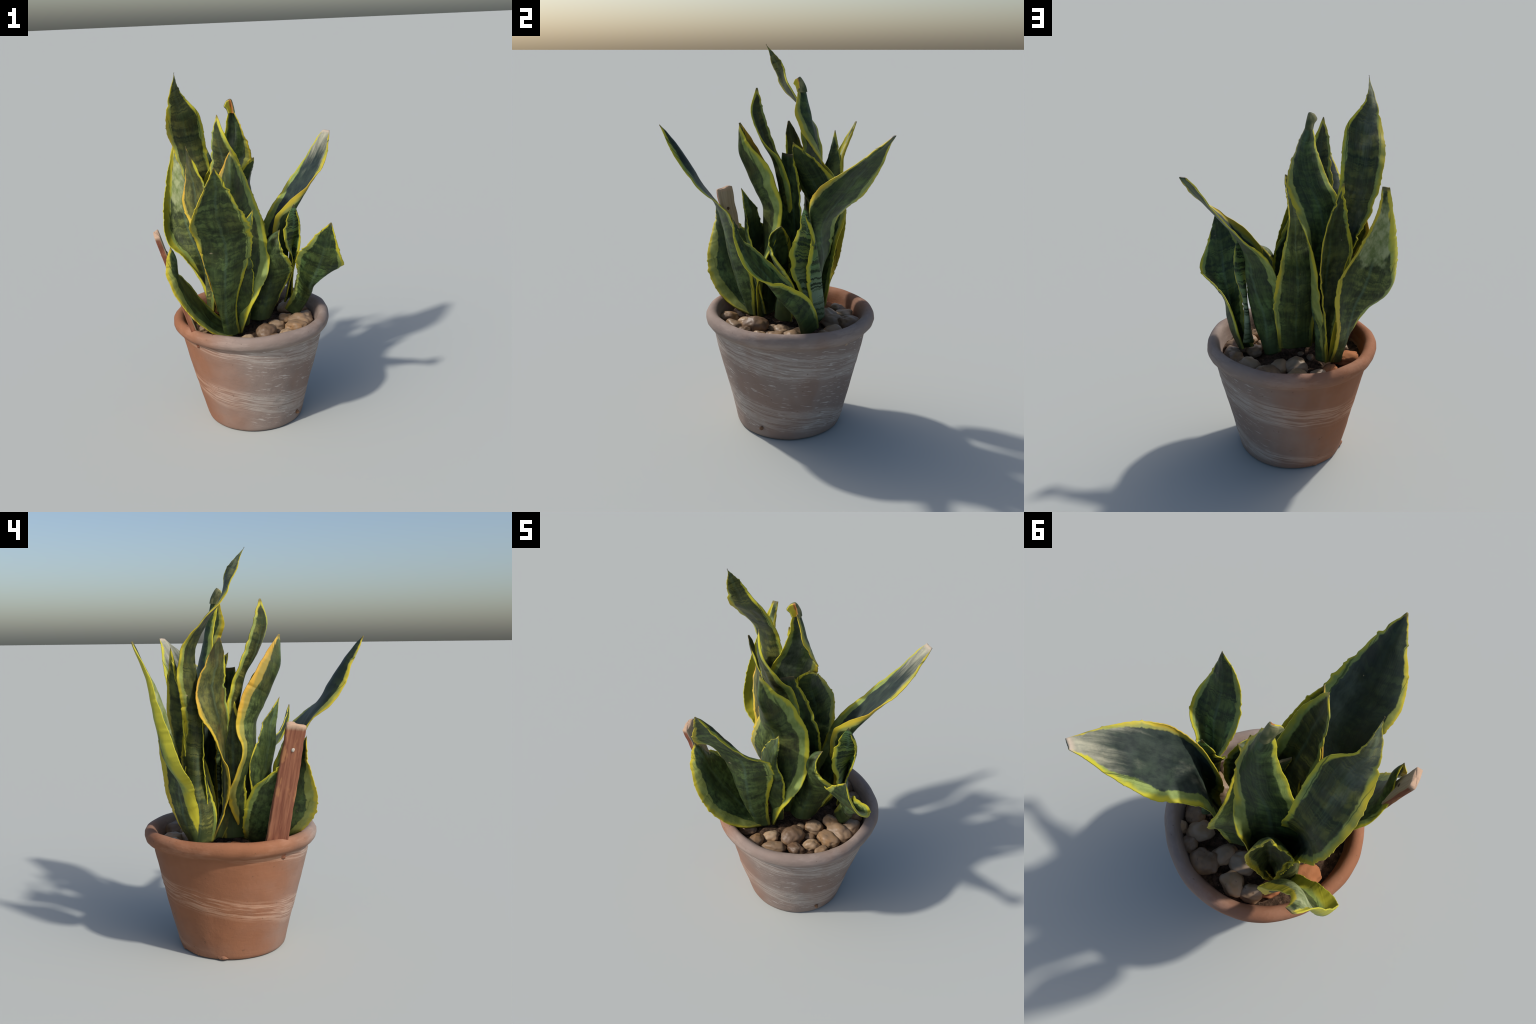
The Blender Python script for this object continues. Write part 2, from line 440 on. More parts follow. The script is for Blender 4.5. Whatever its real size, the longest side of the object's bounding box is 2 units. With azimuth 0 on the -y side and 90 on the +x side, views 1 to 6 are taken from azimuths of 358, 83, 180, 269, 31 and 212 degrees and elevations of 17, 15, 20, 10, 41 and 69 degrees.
def build_pebbles():
    mat = pebble_material()
    # x, y, half length, half width, half height, heading of the long axis (degrees)
    named = [
        (0.078, -0.085, 0.058, 0.052, 0.050, 60), (0.275, 0.074, 0.066, 0.045, 0.038, -20), (0.247, -0.003, 0.060, 0.038, 0.034, -15),
        (0.139, 0.047, 0.048, 0.040, 0.034, 10), (0.190, -0.079, 0.040, 0.032, 0.030, 40), (0.024, -0.195, 0.056, 0.040, 0.032, 20),
        (-0.084, -0.217, 0.048, 0.036, 0.034, 80), (0.318, 0.150, 0.048, 0.040, 0.036, 70), (0.225, 0.300, 0.058, 0.044, 0.040, 30),
        (0.290, 0.240, 0.050, 0.044, 0.040, 100), (0.128, 0.405, 0.062, 0.056, 0.044, 10), (0.067, 0.325, 0.050, 0.042, 0.040, 60),
        (-0.018, 0.312, 0.056, 0.052, 0.052, 15), (-0.036, 0.415, 0.056, 0.046, 0.040, -30), (0.225, 0.372, 0.044, 0.034, 0.030, 130),
        (-0.130, 0.400, 0.048, 0.040, 0.034, 20), (0.130, -0.150, 0.044, 0.032, 0.028, 0), (0.252, -0.085, 0.034, 0.026, 0.024, 60),
        (0.200, 0.130, 0.040, 0.036, 0.032, 0), (-0.030, -0.130, 0.040, 0.032, 0.026, 45), (-0.170, -0.150, 0.040, 0.030, 0.026, 20),
        (-0.200, 0.020, 0.036, 0.030, 0.026, 90), (-0.270, 0.060, 0.034, 0.028, 0.022, 30), (0.310, 0.330, 0.030, 0.026, 0.024, 0),
    ]
    placed = []
    for x, y, a, b, c, head in named:
        a, b, c = 1.12 * a, 1.10 * b, 1.06 * c
        placed.append((x, y, max(a, b)))
        m = Matrix.Translation((x, y, SOIL_Z + c * random.uniform(0.35, 0.75))) @ Matrix.Rotation(math.radians(head), 4, "Z") @ Matrix.Rotation(random.uniform(-0.2, 0.2), 4, "X")
        lump("pebble", (a, b, c), len(placed), mat, m, plant, rough=0.30, square=0.88)
    tries = 0
    while len(placed) < 32 and tries < 4000:
        tries += 1
        r, t = 0.33 * math.sqrt(random.random()), random.uniform(0, 2 * math.pi)
        x, y, a = r * math.cos(t), POT_Y + r * math.sin(t), random.uniform(0.014, 0.032)
        if (x < -0.10 and y > 0.0) or math.hypot(x, y - POT_Y) + a > 0.345 or any(math.hypot(x - px, y - py) < 0.75 * (a + pa) for px, py, pa in placed):
            continue
        placed.append((x, y, a))
        c = a * random.uniform(0.55, 0.8)
        m = Matrix.Translation((x, y, SOIL_Z + 0.4 * c)) @ Matrix.Rotation(random.uniform(0, 3), 4, "Z")
        lump("pebble", (a, a * random.uniform(0.7, 0.95), c), len(placed), mat, m, plant, rough=0.24, detail=3, square=0.88)


def build_shards():
    mat = shard_material()
    for x, y, head, tilt, size in [(-0.285, 0.200, 25, 0.25, (0.066, 0.054, 0.034)), (-0.185, 0.335, 70, 0.5, (0.052, 0.044, 0.026)),
                                   (-0.225, 0.095, -30, 0.3, (0.052, 0.044, 0.028))]:
        m = Matrix.Translation((x, y, SOIL_Z + 0.022)) @ Matrix.Rotation(math.radians(head), 4, "Z") @ Matrix.Rotation(tilt, 4, "X")
        lump("clay_shard", size, x * 40, mat, m, plant, rough=0.4, square=0.7)


def build_stake():
    base, top = Vector((-0.318, -0.114, 0.60)), Vector((-0.478, -0.203, 1.205))
    axis = (top - base).normalized()
    wide = Vector((0.12, -1.0, 0.0))
    wide = (wide - wide.dot(axis) * axis).normalized()
    thick = wide.cross(axis).normalized()            # points into the pot
    if thick.x < 0:
        thick, wide = -thick, -wide
    length = (top - base).length
    low = 0.06
    nz, nc = 70, 44
    verts, faces = [], []
    for i in range(nz + 1):
        t = i / nz
        z = -low + (length + low) * t
        w, d = 0.054 - 0.008 * t, 0.017 - 0.002 * t
        w *= 1 - 0.07 * math.exp(-((t - 0.88) / 0.03) ** 2)
        for k in range(nc):
            a = 2 * math.pi * k / nc
            c, s = math.cos(a), math.sin(a)
            e = 0.22
            px = d * math.copysign(abs(c) ** e, c)
            py = w * math.copysign(abs(s) ** e, s)
            q = Vector((px, py, z))
            f = 1 + 0.05 * noise.noise(q * 22) + 0.03 * noise.noise(Vector((px * 90, py * 90, z * 9)))
            zz = z + (0.010 * noise.noise(Vector((py * 30, px * 30, 1.7))) if i > nz - 3 else 0)
            verts.append((px * f, py * f, zz))
    for i in range(nz):
        for k in range(nc):
            k2 = (k + 1) % nc
            faces.append((i * nc + k, i * nc + k2, (i + 1) * nc + k2, (i + 1) * nc + k))
    # worn, slightly domed top and a closed foot
    last = nz * nc
    for shrink, lift in ((0.80, 0.004), (0.40, 0.006)):
        start = len(verts)
        for k in range(nc):
            v = verts[nz * nc + k]
            verts.append((v[0] * shrink, v[1] * shrink, v[2] + lift))
        for k in range(nc):
            k2 = (k + 1) % nc
            faces.append((last + k, last + k2, start + k2, start + k))
        last = start
    verts.append((0, 0, length + 0.006))
    faces += [(last + k, last + (k + 1) % nc, len(verts) - 1) for k in range(nc)]
    faces.append(tuple(reversed(range(nc))))
    m = Matrix((
        (thick.x, wide.x, axis.x, base.x), (thick.y, wide.y, axis.y, base.y), (thick.z, wide.z, axis.z, base.z), (0, 0, 0, 1)))
    mesh = mesh_from("wooden_stake", verts, faces)
    bm = bmesh.new()
    bm.from_mesh(mesh)
    bmesh.ops.recalc_face_normals(bm, faces=bm.faces)
    bm.to_mesh(mesh)
    bm.free()
    stake = new_object("wooden_stake", mesh, plant, stake_material(), m)
    # a nail through the upper part: pale head outside, dark hole inside
    head = lump("nail", (0.004, 0.008, 0.010), 5, plain("nail_head", (0.56, 0.50, 0.42)), Matrix.Translation((-0.0165, 0.0, 0.515)), stake, 0.2, 3)
    lump("nail_hole", (0.004, 0.008, 0.009), 6, plain("dark_hole", (0.10, 0.055, 0.03)), Matrix.Translation((0.0155, 0.0, 0.515)), stake, 0.2, 3)


# --------------------------------------------------------------------------- leaves
LEAF_MATS = {}
leaf_count = 0


def nick(s, seed):
    """Small teeth and torn notches along a margin: mostly nothing, now and then a bite or a point."""
    v = noise.noise(Vector((s * 55.0, seed, 1.0)))
    w = noise.noise(Vector((s * 24.0, seed, 7.0)))
    return 0.016 * max(0.0, v - 0.24) - 0.028 * max(0.0, w - 0.32)


def leaf(left, keel, right, margin, look="", banding=0.6, olive=0.3, warmth=0.3, name="leaf", parent=None, thick=0.0095, ruffle=0.0105, swell=None):
    """One sword-shaped leaf: a blade swept through its left margin, keel and right margin curves
    (all from the base to the tip), given thickness, ruffled and nicked along the rim."""
    global leaf_count
    leaf_count += 1
    nv, nu = 150, 33
    L, K, R = spline(left, nv), spline(keel, nv), spline(right, nv)
    # the buried foot: carry the first station down into the soil
    seed = leaf_count * 5.31
    mid = (L + R) / 2
    tangent = unit(np.gradient(mid, axis=0))
    chord = R - L
    width = np.linalg.norm(chord, axis=1)
    cu = unit(chord)
    nrm = unit(np.cross(cu, tangent))
    arc = np.r_[0, np.cumsum(np.linalg.norm(np.diff(mid, axis=0), axis=1))]
    # ruffled, nicked margins
    for side, E, sign in ((0, L, -1.0), (1, R, 1.0)):
        for i in range(nv):
            s = arc[i]
            fade = min(1.0, s / 0.25) * min(1.0, (arc[-1] - s) / 0.10)
            a = noise.noise(Vector((s * 7.5, seed, side * 9.0))) + 0.5 * noise.noise(Vector((s * 19, seed, side * 9.0 + 3)))
            b = noise.noise(Vector((s * 13, seed + 4, side * 9.0))) + 0.8 * abs(noise.noise(Vector((s * 42, seed + 2, side * 5.0)))) - 0.2
            E[i] += fade * (nrm[i] * ruffle * a + cu[i] * sign * (0.003 + 0.0045 * b + nick(s, seed + side * 3.3)))
    u = np.linspace(0, 1, nu)
    u = 0.5 - 0.5 * np.cos(np.pi * (0.06 + 0.88 * u)) / math.cos(np.pi * 0.06)     # denser toward the rims
    grid = (L[:, None] * ((1 - u) * (1 - 2 * u))[None, :, None] + 4 * K[:, None] * (u * (1 - u))[None, :, None] + R[:, None] * (u * (2 * u - 1))[None, :, None])
    if swell:
        # an S-shaped cross-section: hollow beside the left margin, bulging beside the right one
        amount = np.interp(np.linspace(0, 1, nv), np.linspace(0, 1, len(swell)), swell)
        grid += nrm[:, None] * (amount[:, None] * -np.sin(2 * np.pi * u)[None, :])[..., None]
    # shallow swells in the blade
    du = np.gradient(grid, axis=1)
    dv = np.gradient(grid, axis=0)
    gn = unit(np.cross(du, dv))
    for i in range(nv):
        for j in range(nu):
            gn_amp = (0.006 * noise.noise(Vector((u[j] * 3.0, arc[i] * 6.0, seed))) + 0.003 * noise.noise(Vector((u[j] * 5.0, arc[i] * 15.0, seed + 9)))) * min(1.0, width[i] / 0.1)
            grid[i, j] += gn[i, j] * gn_amp
    # lateral arc length for the colour layout
    step = np.linalg.norm(np.diff(grid, axis=1), axis=2)
    lat = np.concatenate([np.zeros((nv, 1)), np.cumsum(step, axis=1)], axis=1)
    total = lat[:, -1:]
    across = lat - 0.5 * total
    mw = np.array([margin[0] * 1.0, margin[1] * 1.0])
    scale = np.clip(total[:, 0] / 0.22, 0.30, 1.25)
    rim = np.minimum(lat - mw[0] * scale[:, None], (total - lat) - mw[1] * scale[:, None])
    # thickness: fleshy keel, fine rim, stout foot
    edge = 1 - np.abs(2 * u - 1) ** 3
    foot = 1 + 1.6 * np.exp(-arc / 0.10)
    half = 0.5 * thick * (0.42 + 0.58 * edge)[None, :] * foot[:, None] * np.clip(total / 0.05, 0.3, 1)
    top, bot = grid + gn * half[..., None], grid - gn * half[..., None]
    verts = np.concatenate([top.reshape(-1, 3), bot.reshape(-1, 3)])
    n = nv * nu
    faces = []
    for i in range(nv - 1):
        for j in range(nu - 1):
            a, b, c, d = i * nu + j, i * nu + j + 1, (i + 1) * nu + j + 1, (i + 1) * nu + j
            faces += [(a, b, c, d), (n + d, n + c, n + b, n + a)]
    for i in range(nv - 1):
        a, d = i * nu, (i + 1) * nu
        faces.append((a, d, n + d, n + a))
        a, d = i * nu + nu - 1, (i + 1) * nu + nu - 1
        faces.append((d, a, n + a, n + d))
    for j in range(nu - 1):
        faces.append((j + 1, j, n + j, n + j + 1))
        a = (nv - 1) * nu + j
        faces.append((a, a + 1, n + a + 1, n + a))
    # the leaf's own frame: z from the base to the tip
    base = Vector(mid[0])
    zed = Vector(mid[-1]) - base
    m = Matrix.Translation(base) @ zed.to_track_quat("Z", "Y").to_matrix().to_4x4()
    inv = np.array(m.inverted())
    local = verts @ inv[:3, :3].T + inv[:3, 3]
    mesh = mesh_from(name, local, faces)
    tipd = np.repeat((arc[-1] - arc)[:, None], nu, axis=1)
    for layer, val in (("across", across), ("along", np.repeat(arc[:, None], nu, axis=1)), ("rim", rim), ("tip", tipd), ("inset", np.minimum(lat, total - lat))):
        data = mesh.attributes.new(layer, "FLOAT", "POINT").data
        data.foreach_set("value", np.concatenate([val.ravel(), val.ravel()]).astype(np.float32))
    face = mesh.attributes.new("face", "FLOAT", "POINT").data
    face.foreach_set("value", np.repeat([1.0, -1.0], n).astype(np.float32))
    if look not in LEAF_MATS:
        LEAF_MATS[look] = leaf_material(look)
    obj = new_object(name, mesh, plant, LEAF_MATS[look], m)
    obj["banding"], obj["olive"], obj["warmth"] = banding, olive, warmth
    if parent:
        obj.parent, obj.matrix_basis = parent, parent.matrix_basis.inverted() @ m
    return obj


build_pot()
build_soil()
build_pebbles()
build_shards()
build_stake()

# tall leaf twisting at the top
leaf(left=[(-0.180, 0.300, 0.599), (-0.192, 0.322, 0.737), (-0.207, 0.336, 0.876), (-0.226, 0.334, 1.015), (-0.252, 0.324, 1.153), (-0.300, 0.325, 1.284), (-0.356, 0.335, 1.412), (-0.389, 0.316, 1.546), (-0.412, 0.230, 1.651), (-0.411, 0.136, 1.752), (-0.377, 0.072, 1.872), (-0.341, 0.022, 1.998)],
     keel=[(-0.246, 0.265, 0.601), (-0.254, 0.254, 0.737), (-0.257, 0.266, 0.873), (-0.256, 0.260, 1.008), (-0.255, 0.243, 1.143), (-0.266, 0.242, 1.279), (-0.289, 0.263, 1.412), (-0.303, 0.274, 1.544), (-0.315, 0.214, 1.660), (-0.327, 0.134, 1.767), (-0.351, 0.089, 1.882), (-0.343, 0.022, 1.996)],
     right=[(-0.219, 0.194, 0.601), (-0.202, 0.178, 0.738), (-0.189, 0.213, 0.870), (-0.179, 0.238, 1.005), (-0.174, 0.247, 1.143), (-0.178, 0.258, 1.281), (-0.190, 0.270, 1.418), (-0.209, 0.265, 1.554), (-0.219, 0.203, 1.674), (-0.243, 0.132, 1.782), (-0.325, 0.106, 1.891), (-0.345, 0.021, 1.995)],
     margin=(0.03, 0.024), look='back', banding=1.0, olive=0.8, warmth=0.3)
# broad leaf with a hooked tip
leaf(left=[(-0.188, 0.303, 0.599), (-0.172, 0.323, 0.742), (-0.144, 0.340, 0.883), (-0.122, 0.352, 1.026), (-0.099, 0.363, 1.169), (-0.053, 0.358, 1.304), (0.005, 0.276, 1.408), (0.034, 0.188, 1.518), (0.003, 0.132, 1.647), (-0.048, 0.147, 1.782)],
     keel=[(-0.131, 0.274, 0.603), (-0.118, 0.278, 0.745), (-0.109, 0.276, 0.884), (-0.106, 0.275, 1.023), (-0.105, 0.278, 1.156), (-0.100, 0.287, 1.283), (-0.080, 0.262, 1.412), (-0.047, 0.238, 1.538), (-0.037, 0.209, 1.652), (-0.055, 0.183, 1.775)],
     right=[(-0.201, 0.200, 0.601), (-0.229, 0.212, 0.734), (-0.254, 0.223, 0.868), (-0.271, 0.230, 1.003), (-0.276, 0.233, 1.139), (-0.264, 0.228, 1.275), (-0.225, 0.213, 1.404), (-0.154, 0.189, 1.518), (-0.101, 0.171, 1.642), (-0.070, 0.153, 1.774)],
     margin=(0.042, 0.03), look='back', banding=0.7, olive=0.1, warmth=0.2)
# leaf flung out over the side, blunt silvery tip
leaf(left=[(0.115, 0.173, 0.598), (0.171, 0.183, 0.729), (0.172, 0.186, 0.870), (0.144, 0.186, 1.010), (0.158, 0.187, 1.151), (0.246, 0.167, 1.260), (0.356, 0.188, 1.347), (0.447, 0.265, 1.425), (0.492, 0.375, 1.503), (0.519, 0.480, 1.597)],
     keel=[(0.122, 0.243, 0.604), (0.162, 0.225, 0.731), (0.209, 0.220, 0.864), (0.229, 0.209, 1.000), (0.245, 0.190, 1.116), (0.282, 0.203, 1.211), (0.344, 0.256, 1.316), (0.413, 0.326, 1.414), (0.458, 0.407, 1.507), (0.500, 0.492, 1.598)],
     right=[(0.056, 0.246, 0.626), (0.046, 0.252, 0.754), (0.046, 0.273, 0.881), (0.065, 0.313, 1.001), (0.111, 0.316, 1.121), (0.178, 0.365, 1.218), (0.250, 0.432, 1.301), (0.333, 0.463, 1.394), (0.407, 0.481, 1.498), (0.482, 0.504, 1.600)],
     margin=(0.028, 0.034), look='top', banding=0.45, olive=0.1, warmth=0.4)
# front leaf arching forward
leaf(left=[(-0.140, -0.049, 0.571), (-0.168, -0.075, 0.700), (-0.195, -0.105, 0.828), (-0.223, -0.144, 0.953), (-0.249, -0.196, 1.074), (-0.277, -0.271, 1.181), (-0.293, -0.367, 1.271), (-0.260, -0.449, 1.370), (-0.209, -0.497, 1.485), (-0.161, -0.552, 1.597)],
     keel=[(-0.138, -0.091, 0.564), (-0.158, -0.141, 0.690), (-0.168, -0.179, 0.812), (-0.173, -0.208, 0.931), (-0.171, -0.231, 1.054), (-0.174, -0.271, 1.179), (-0.175, -0.343, 1.293), (-0.167, -0.406, 1.399), (-0.153, -0.468, 1.501), (-0.158, -0.551, 1.599)],
     right=[(-0.075, -0.069, 0.572), (-0.088, -0.078, 0.707), (-0.068, -0.093, 0.839), (-0.026, -0.124, 0.964), (0.006, -0.174, 1.085), (0.009, -0.251, 1.194), (-0.007, -0.352, 1.282), (-0.051, -0.434, 1.381), (-0.100, -0.503, 1.486), (-0.155, -0.550, 1.601)],
     margin=(0.022, 0.026), look='navy', banding=0.75, olive=0.25, warmth=0.45)
# upright twisted leaf
leaf(left=[(-0.120, 0.101, 0.600), (-0.135, 0.116, 0.734), (-0.150, 0.128, 0.868), (-0.163, 0.134, 1.002), (-0.174, 0.131, 1.137), (-0.182, 0.115, 1.271), (-0.183, 0.083, 1.402), (-0.175, 0.036, 1.528), (-0.165, -0.015, 1.653), (-0.137, -0.047, 1.781)],
     keel=[(-0.065, 0.038, 0.608), (-0.061, 0.066, 0.744), (-0.060, 0.094, 0.878), (-0.065, 0.099, 1.012), (-0.074, 0.080, 1.146), (-0.080, 0.060, 1.278), (-0.093, 0.031, 1.402), (-0.107, -0.023, 1.520), (-0.134, -0.058, 1.649), (-0.136, -0.051, 1.781)],
     right=[(-0.020, 0.063, 0.602), (-0.015, 0.101, 0.739), (-0.012, 0.130, 0.877), (-0.010, 0.140, 1.018), (-0.010, 0.121, 1.159), (-0.006, 0.104, 1.299), (-0.019, 0.062, 1.433), (-0.034, -0.035, 1.535), (-0.091, -0.088, 1.650), (-0.134, -0.056, 1.781)],
     margin=(0.024, 0.034), look='', banding=0.9, olive=0.8, warmth=0.2)
# broad central leaf with a wide rim
leaf(left=[(-0.100, 0.047, 0.585), (-0.156, 0.084, 0.696), (-0.211, 0.113, 0.811), (-0.252, 0.083, 0.928), (-0.251, 0.043, 1.048), (-0.224, 0.069, 1.172), (-0.200, 0.048, 1.297), (-0.164, -0.008, 1.408), (-0.118, -0.074, 1.511), (-0.074, -0.142, 1.613)],
     keel=[(-0.087, -0.017, 0.570), (-0.091, -0.009, 0.691), (-0.088, 0.002, 0.808), (-0.083, -0.009, 0.923), (-0.077, -0.020, 1.050), (-0.071, -0.024, 1.172), (-0.073, -0.065, 1.261), (-0.073, -0.103, 1.351), (-0.080, -0.145, 1.467), (-0.074, -0.147, 1.612)],
     right=[(-0.062, -0.056, 0.561), (-0.018, -0.069, 0.685), (0.042, -0.067, 0.803), (0.100, -0.041, 0.917), (0.105, 0.013, 1.037), (0.084, 0.048, 1.162), (0.047, 0.036, 1.288), (0.007, -0.014, 1.404), (-0.023, -0.097, 1.501), (-0.074, -0.152, 1.610)],
     margin=(0.036, 0.048), look='', banding=0.45, olive=0.35, warmth=0.9)
# narrow leaf at the back
leaf(left=[(-0.200, 0.196, 0.601), (-0.215, 0.148, 0.712), (-0.234, 0.111, 0.826), (-0.260, 0.109, 0.943), (-0.292, 0.142, 1.056), (-0.328, 0.188, 1.162), (-0.360, 0.243, 1.264), (-0.335, 0.251, 1.380), (-0.316, 0.204, 1.490), (-0.316, 0.147, 1.597)],
     keel=[(-0.165, 0.183, 0.607), (-0.174, 0.143, 0.715), (-0.193, 0.134, 0.825), (-0.205, 0.130, 0.939), (-0.220, 0.137, 1.054), (-0.247, 0.146, 1.165), (-0.279, 0.169, 1.272), (-0.286, 0.182, 1.382), (-0.301, 0.158, 1.489), (-0.317, 0.142, 1.597)],
     right=[(-0.160, 0.146, 0.601), (-0.155, 0.106, 0.709), (-0.149, 0.117, 0.823), (-0.146, 0.124, 0.938), (-0.149, 0.122, 1.053), (-0.161, 0.112, 1.167), (-0.186, 0.112, 1.279), (-0.223, 0.125, 1.387), (-0.271, 0.121, 1.492), (-0.318, 0.137, 1.596)],
     margin=(0.026, 0.022), look='', banding=0.2, olive=0.9, warmth=1.0)
# curled leaf with a thin strap tip
leaf(left=[(-0.193, 0.312, 0.602), (-0.207, 0.365, 0.706), (-0.213, 0.406, 0.816), (-0.202, 0.429, 0.930), (-0.200, 0.445, 1.046), (-0.240, 0.452, 1.155), (-0.297, 0.451, 1.258), (-0.344, 0.460, 1.365), (-0.369, 0.495, 1.473), (-0.372, 0.534, 1.584)],
     keel=[(-0.238, 0.273, 0.597), (-0.265, 0.306, 0.708), (-0.292, 0.325, 0.822), (-0.322, 0.342, 0.927), (-0.357, 0.370, 1.027), (-0.378, 0.398, 1.140), (-0.391, 0.417, 1.252), (-0.399, 0.447, 1.362), (-0.399, 0.488, 1.473), (-0.389, 0.535, 1.582)],
     right=[(-0.204, 0.246, 0.613), (-0.253, 0.260, 0.725), (-0.310, 0.270, 0.835), (-0.388, 0.285, 0.928), (-0.471, 0.316, 1.013), (-0.487, 0.354, 1.128), (-0.472, 0.388, 1.246), (-0.455, 0.435, 1.360), (-0.429, 0.481, 1.472), (-0.406, 0.535, 1.581)],
     margin=(0.03, 0.062), look='blotch', banding=0.6, olive=0.5, warmth=0.4, swell=[0.0, 0.0, 0.02, 0.05, 0.035, 0.01, 0.0])
# wide leaf at the rear
leaf(left=[(0.065, 0.287, 0.661), (0.077, 0.296, 0.750), (0.088, 0.306, 0.839), (0.094, 0.318, 0.929), (0.085, 0.340, 1.016), (0.072, 0.369, 1.101), (0.056, 0.387, 1.187), (0.040, 0.357, 1.271), (0.024, 0.312, 1.348), (0.034, 0.248, 1.410), (0.049, 0.178, 1.466), (0.053, 0.109, 1.524)],
     keel=[(-0.017, 0.229, 0.640), (-0.014, 0.236, 0.728), (-0.014, 0.248, 0.816), (-0.015, 0.267, 0.902), (-0.019, 0.293, 0.988), (-0.016, 0.303, 1.078), (-0.008, 0.296, 1.160), (0.000, 0.259, 1.238), (0.004, 0.223, 1.315), (0.011, 0.182, 1.385), (0.027, 0.140, 1.455), (0.050, 0.109, 1.524)],
     right=[(-0.100, 0.170, 0.620), (-0.106, 0.176, 0.706), (-0.111, 0.183, 0.793), (-0.115, 0.199, 0.879), (-0.116, 0.228, 0.965), (-0.114, 0.253, 1.052), (-0.106, 0.242, 1.138), (-0.093, 0.203, 1.223), (-0.074, 0.167, 1.306), (-0.050, 0.141, 1.387), (-0.012, 0.118, 1.462), (0.047, 0.110, 1.525)],
     margin=(0.024, 0.03), look='', banding=0.7, olive=0.3, warmth=0.2)
# rolled leaf
leaf(left=[(-0.171, 0.320, 0.600), (-0.170, 0.342, 0.707), (-0.165, 0.361, 0.814), (-0.155, 0.377, 0.921), (-0.135, 0.391, 1.027), (-0.124, 0.403, 1.134), (-0.129, 0.410, 1.242), (-0.146, 0.407, 1.349), (-0.181, 0.393, 1.451), (-0.213, 0.379, 1.554)],
     keel=[(-0.175, 0.265, 0.607), (-0.154, 0.281, 0.713), (-0.149, 0.288, 0.821), (-0.154, 0.293, 0.925), (-0.154, 0.297, 1.031), (-0.160, 0.302, 1.139), (-0.169, 0.313, 1.244), (-0.172, 0.335, 1.350), (-0.193, 0.357, 1.451), (-0.216, 0.378, 1.554)],
     right=[(-0.217, 0.301, 0.600), (-0.207, 0.315, 0.707), (-0.214, 0.323, 0.814), (-0.232, 0.324, 0.921), (-0.247, 0.322, 1.028), (-0.265, 0.322, 1.134), (-0.272, 0.326, 1.241), (-0.248, 0.339, 1.345), (-0.229, 0.368, 1.447), (-0.219, 0.378, 1.554)],
     margin=(0.022, 0.022), look='', banding=0.4, olive=0.6, warmth=0.3)
# small folded leaf
leaf(left=[(0.201, 0.190, 0.641), (0.217, 0.164, 0.707), (0.231, 0.135, 0.773), (0.241, 0.103, 0.838), (0.241, 0.076, 0.905), (0.224, 0.071, 0.976), (0.206, 0.090, 1.044), (0.208, 0.115, 1.112), (0.230, 0.128, 1.180), (0.264, 0.133, 1.245)],
     keel=[(0.233, 0.235, 0.668), (0.230, 0.236, 0.734), (0.231, 0.231, 0.799), (0.236, 0.223, 0.865), (0.242, 0.210, 0.929), (0.254, 0.194, 0.992), (0.271, 0.180, 1.054), (0.281, 0.166, 1.118), (0.276, 0.148, 1.182), (0.264, 0.132, 1.245)],
     right=[(0.249, 0.200, 0.640), (0.248, 0.181, 0.707), (0.250, 0.164, 0.774), (0.256, 0.149, 0.841), (0.273, 0.144, 0.908), (0.290, 0.150, 0.974), (0.297, 0.157, 1.043), (0.295, 0.155, 1.112), (0.282, 0.140, 1.178), (0.266, 0.133, 1.245)],
     margin=(0.024, 0.022), look='pale', banding=1.0, olive=0.0, warmth=0.0)
# short low leaf with flared end
leaf(left=[(0.202, 0.171, 0.610), (0.236, 0.146, 0.690), (0.260, 0.115, 0.772), (0.272, 0.071, 0.849), (0.265, 0.014, 0.917), (0.256, -0.048, 0.982), (0.272, -0.112, 1.043), (0.310, -0.171, 1.098), (0.361, -0.207, 1.163), (0.424, -0.223, 1.225)],
     keel=[(0.263, 0.139, 0.585), (0.311, 0.113, 0.655), (0.338, 0.072, 0.723), (0.344, 0.016, 0.788), (0.377, -0.028, 0.851), (0.412, -0.068, 0.915), (0.427, -0.127, 0.987), (0.422, -0.172, 1.066), (0.424, -0.205, 1.141), (0.426, -0.225, 1.224)],
     right=[(0.252, 0.214, 0.616), (0.280, 0.195, 0.709), (0.313, 0.149, 0.789), (0.356, 0.084, 0.850), (0.415, 0.022, 0.899), (0.483, -0.040, 0.934), (0.505, -0.127, 0.969), (0.474, -0.191, 1.037), (0.449, -0.223, 1.126), (0.429, -0.227, 1.223)],
     margin=(0.028, 0.026), look='', banding=1.0, olive=0.1, warmth=0.1)
# short rolled leaf
leaf(left=[(-0.020, 0.060, 0.600), (-0.014, 0.074, 0.665), (-0.006, 0.086, 0.729), (0.004, 0.096, 0.794), (0.017, 0.103, 0.858), (0.035, 0.105, 0.922), (0.060, 0.100, 0.983), (0.092, 0.086, 1.038), (0.133, 0.062, 1.084), (0.176, 0.035, 1.127)],
     keel=[(0.060, 0.033, 0.603), (0.074, 0.032, 0.668), (0.088, 0.036, 0.730), (0.103, 0.038, 0.789), (0.116, 0.033, 0.845), (0.117, 0.020, 0.899), (0.111, 0.007, 0.957), (0.108, 0.001, 1.024), (0.127, 0.013, 1.091), (0.176, 0.035, 1.128)],
     right=[(0.110, 0.101, 0.601), (0.138, 0.105, 0.664), (0.170, 0.105, 0.727), (0.202, 0.099, 0.788), (0.228, 0.081, 0.850), (0.235, 0.045, 0.908), (0.220, 0.005, 0.963), (0.192, -0.026, 1.019), (0.167, -0.015, 1.081), (0.176, 0.035, 1.128)],
     margin=(0.018, 0.018), look='', banding=0.6, olive=0.3, warmth=0.3)
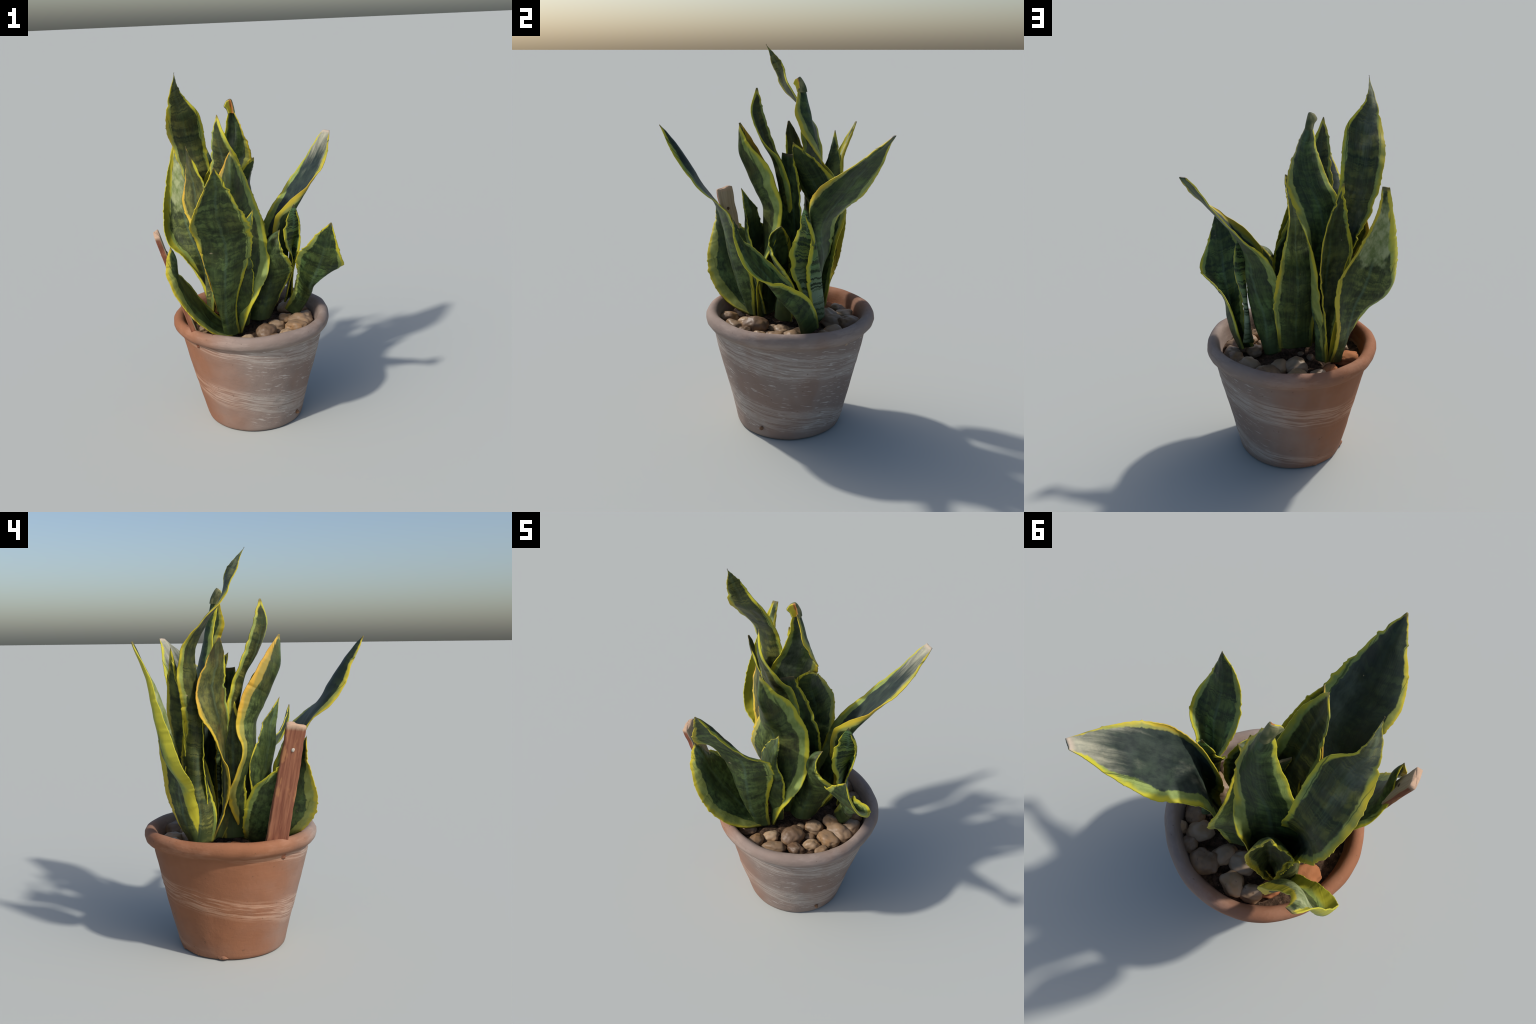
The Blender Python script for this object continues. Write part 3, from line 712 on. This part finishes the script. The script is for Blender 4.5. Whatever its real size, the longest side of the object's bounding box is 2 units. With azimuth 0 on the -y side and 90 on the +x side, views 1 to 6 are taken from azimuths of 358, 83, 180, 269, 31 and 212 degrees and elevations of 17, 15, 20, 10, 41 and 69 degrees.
# small thin leaf
leaf(left=[(-0.081, -0.001, 0.600), (-0.115, -0.005, 0.683), (-0.146, -0.006, 0.767), (-0.167, 0.001, 0.854), (-0.171, 0.011, 0.942), (-0.152, -0.007, 1.026), (-0.115, -0.039, 1.100), (-0.067, -0.064, 1.171), (-0.015, -0.107, 1.230), (0.027, -0.151, 1.296)],
     keel=[(-0.053, -0.020, 0.599), (-0.059, -0.040, 0.677), (-0.057, -0.066, 0.756), (-0.056, -0.084, 0.838), (-0.052, -0.093, 0.917), (-0.041, -0.103, 0.991), (-0.033, -0.117, 1.067), (-0.013, -0.119, 1.146), (0.013, -0.133, 1.220), (0.028, -0.151, 1.296)],
     right=[(-0.020, -0.020, 0.600), (-0.009, -0.035, 0.678), (0.001, -0.050, 0.756), (0.009, -0.063, 0.834), (0.015, -0.074, 0.913), (0.008, -0.091, 0.990), (-0.010, -0.114, 1.063), (-0.001, -0.120, 1.142), (0.016, -0.137, 1.218), (0.028, -0.150, 1.296)],
     margin=(0.012, 0.01), look='', banding=0.3, olive=0.3, warmth=0.2)
# low sickle leaf beside the stake
leaf(left=[(-0.113, -0.099, 0.569), (-0.154, -0.172, 0.595), (-0.201, -0.233, 0.636), (-0.251, -0.276, 0.692), (-0.303, -0.302, 0.757), (-0.357, -0.309, 0.825), (-0.401, -0.296, 0.899), (-0.429, -0.273, 0.978), (-0.430, -0.254, 1.063), (-0.408, -0.255, 1.147)],
     keel=[(-0.135, -0.048, 0.557), (-0.187, -0.066, 0.597), (-0.239, -0.094, 0.653), (-0.280, -0.122, 0.725), (-0.321, -0.143, 0.801), (-0.357, -0.163, 0.877), (-0.380, -0.186, 0.945), (-0.386, -0.206, 1.002), (-0.387, -0.233, 1.065), (-0.407, -0.256, 1.146)],
     right=[(-0.131, 0.006, 0.575), (-0.187, 0.038, 0.634), (-0.245, 0.043, 0.699), (-0.299, 0.032, 0.767), (-0.348, 0.017, 0.838), (-0.389, -0.015, 0.908), (-0.422, -0.074, 0.963), (-0.431, -0.138, 1.020), (-0.412, -0.196, 1.083), (-0.406, -0.257, 1.145)],
     margin=(0.048, 0.026), look='', banding=0.35, olive=0.2, warmth=0.4)
# inner leaves half hidden in the middle of the clump
leaf(left=[(-0.020, 0.080, 0.600), (-0.032, 0.068, 0.850), (-0.045, 0.055, 1.100), (-0.070, 0.058, 1.300), (-0.095, 0.075, 1.455)],
     keel=[(0.000, 0.140, 0.600), (0.010, 0.145, 0.850), (0.010, 0.130, 1.100), (-0.025, 0.115, 1.300), (-0.070, 0.105, 1.450)],
     right=[(0.060, 0.140, 0.600), (0.092, 0.150, 0.870), (0.100, 0.146, 1.110), (0.030, 0.140, 1.300), (-0.048, 0.128, 1.452)],
     margin=(0.016, 0.022), banding=0.3, olive=0.2, warmth=0.1)
leaf(left=[(-0.150, 0.140, 0.600), (-0.168, 0.145, 0.850), (-0.165, 0.135, 1.090), (-0.140, 0.090, 1.320)],
     keel=[(-0.140, 0.085, 0.600), (-0.160, 0.088, 0.850), (-0.160, 0.090, 1.090), (-0.142, 0.088, 1.321)],
     right=[(-0.120, 0.030, 0.600), (-0.172, 0.030, 0.850), (-0.172, 0.045, 1.090), (-0.144, 0.086, 1.320)],
     margin=(0.012, 0.012), banding=0.3, olive=0.5, warmth=0.2)

# the dried, hooked-over tip of the broad leaf
leaf(left=[(-0.045, 0.154, 1.762), (-0.047, 0.154, 1.785), (-0.051, 0.152, 1.810), (-0.056, 0.147, 1.833)],
     keel=[(-0.055, 0.183, 1.762), (-0.057, 0.179, 1.785), (-0.062, 0.168, 1.808), (-0.066, 0.152, 1.834)],
     right=[(-0.073, 0.147, 1.762), (-0.081, 0.142, 1.785), (-0.094, 0.133, 1.803), (-0.086, 0.139, 1.824)],
     margin=(0.002, 0.014), look="hook", name="leaf_tip", parent=bpy.data.objects["leaf.001"], ruffle=0.002)
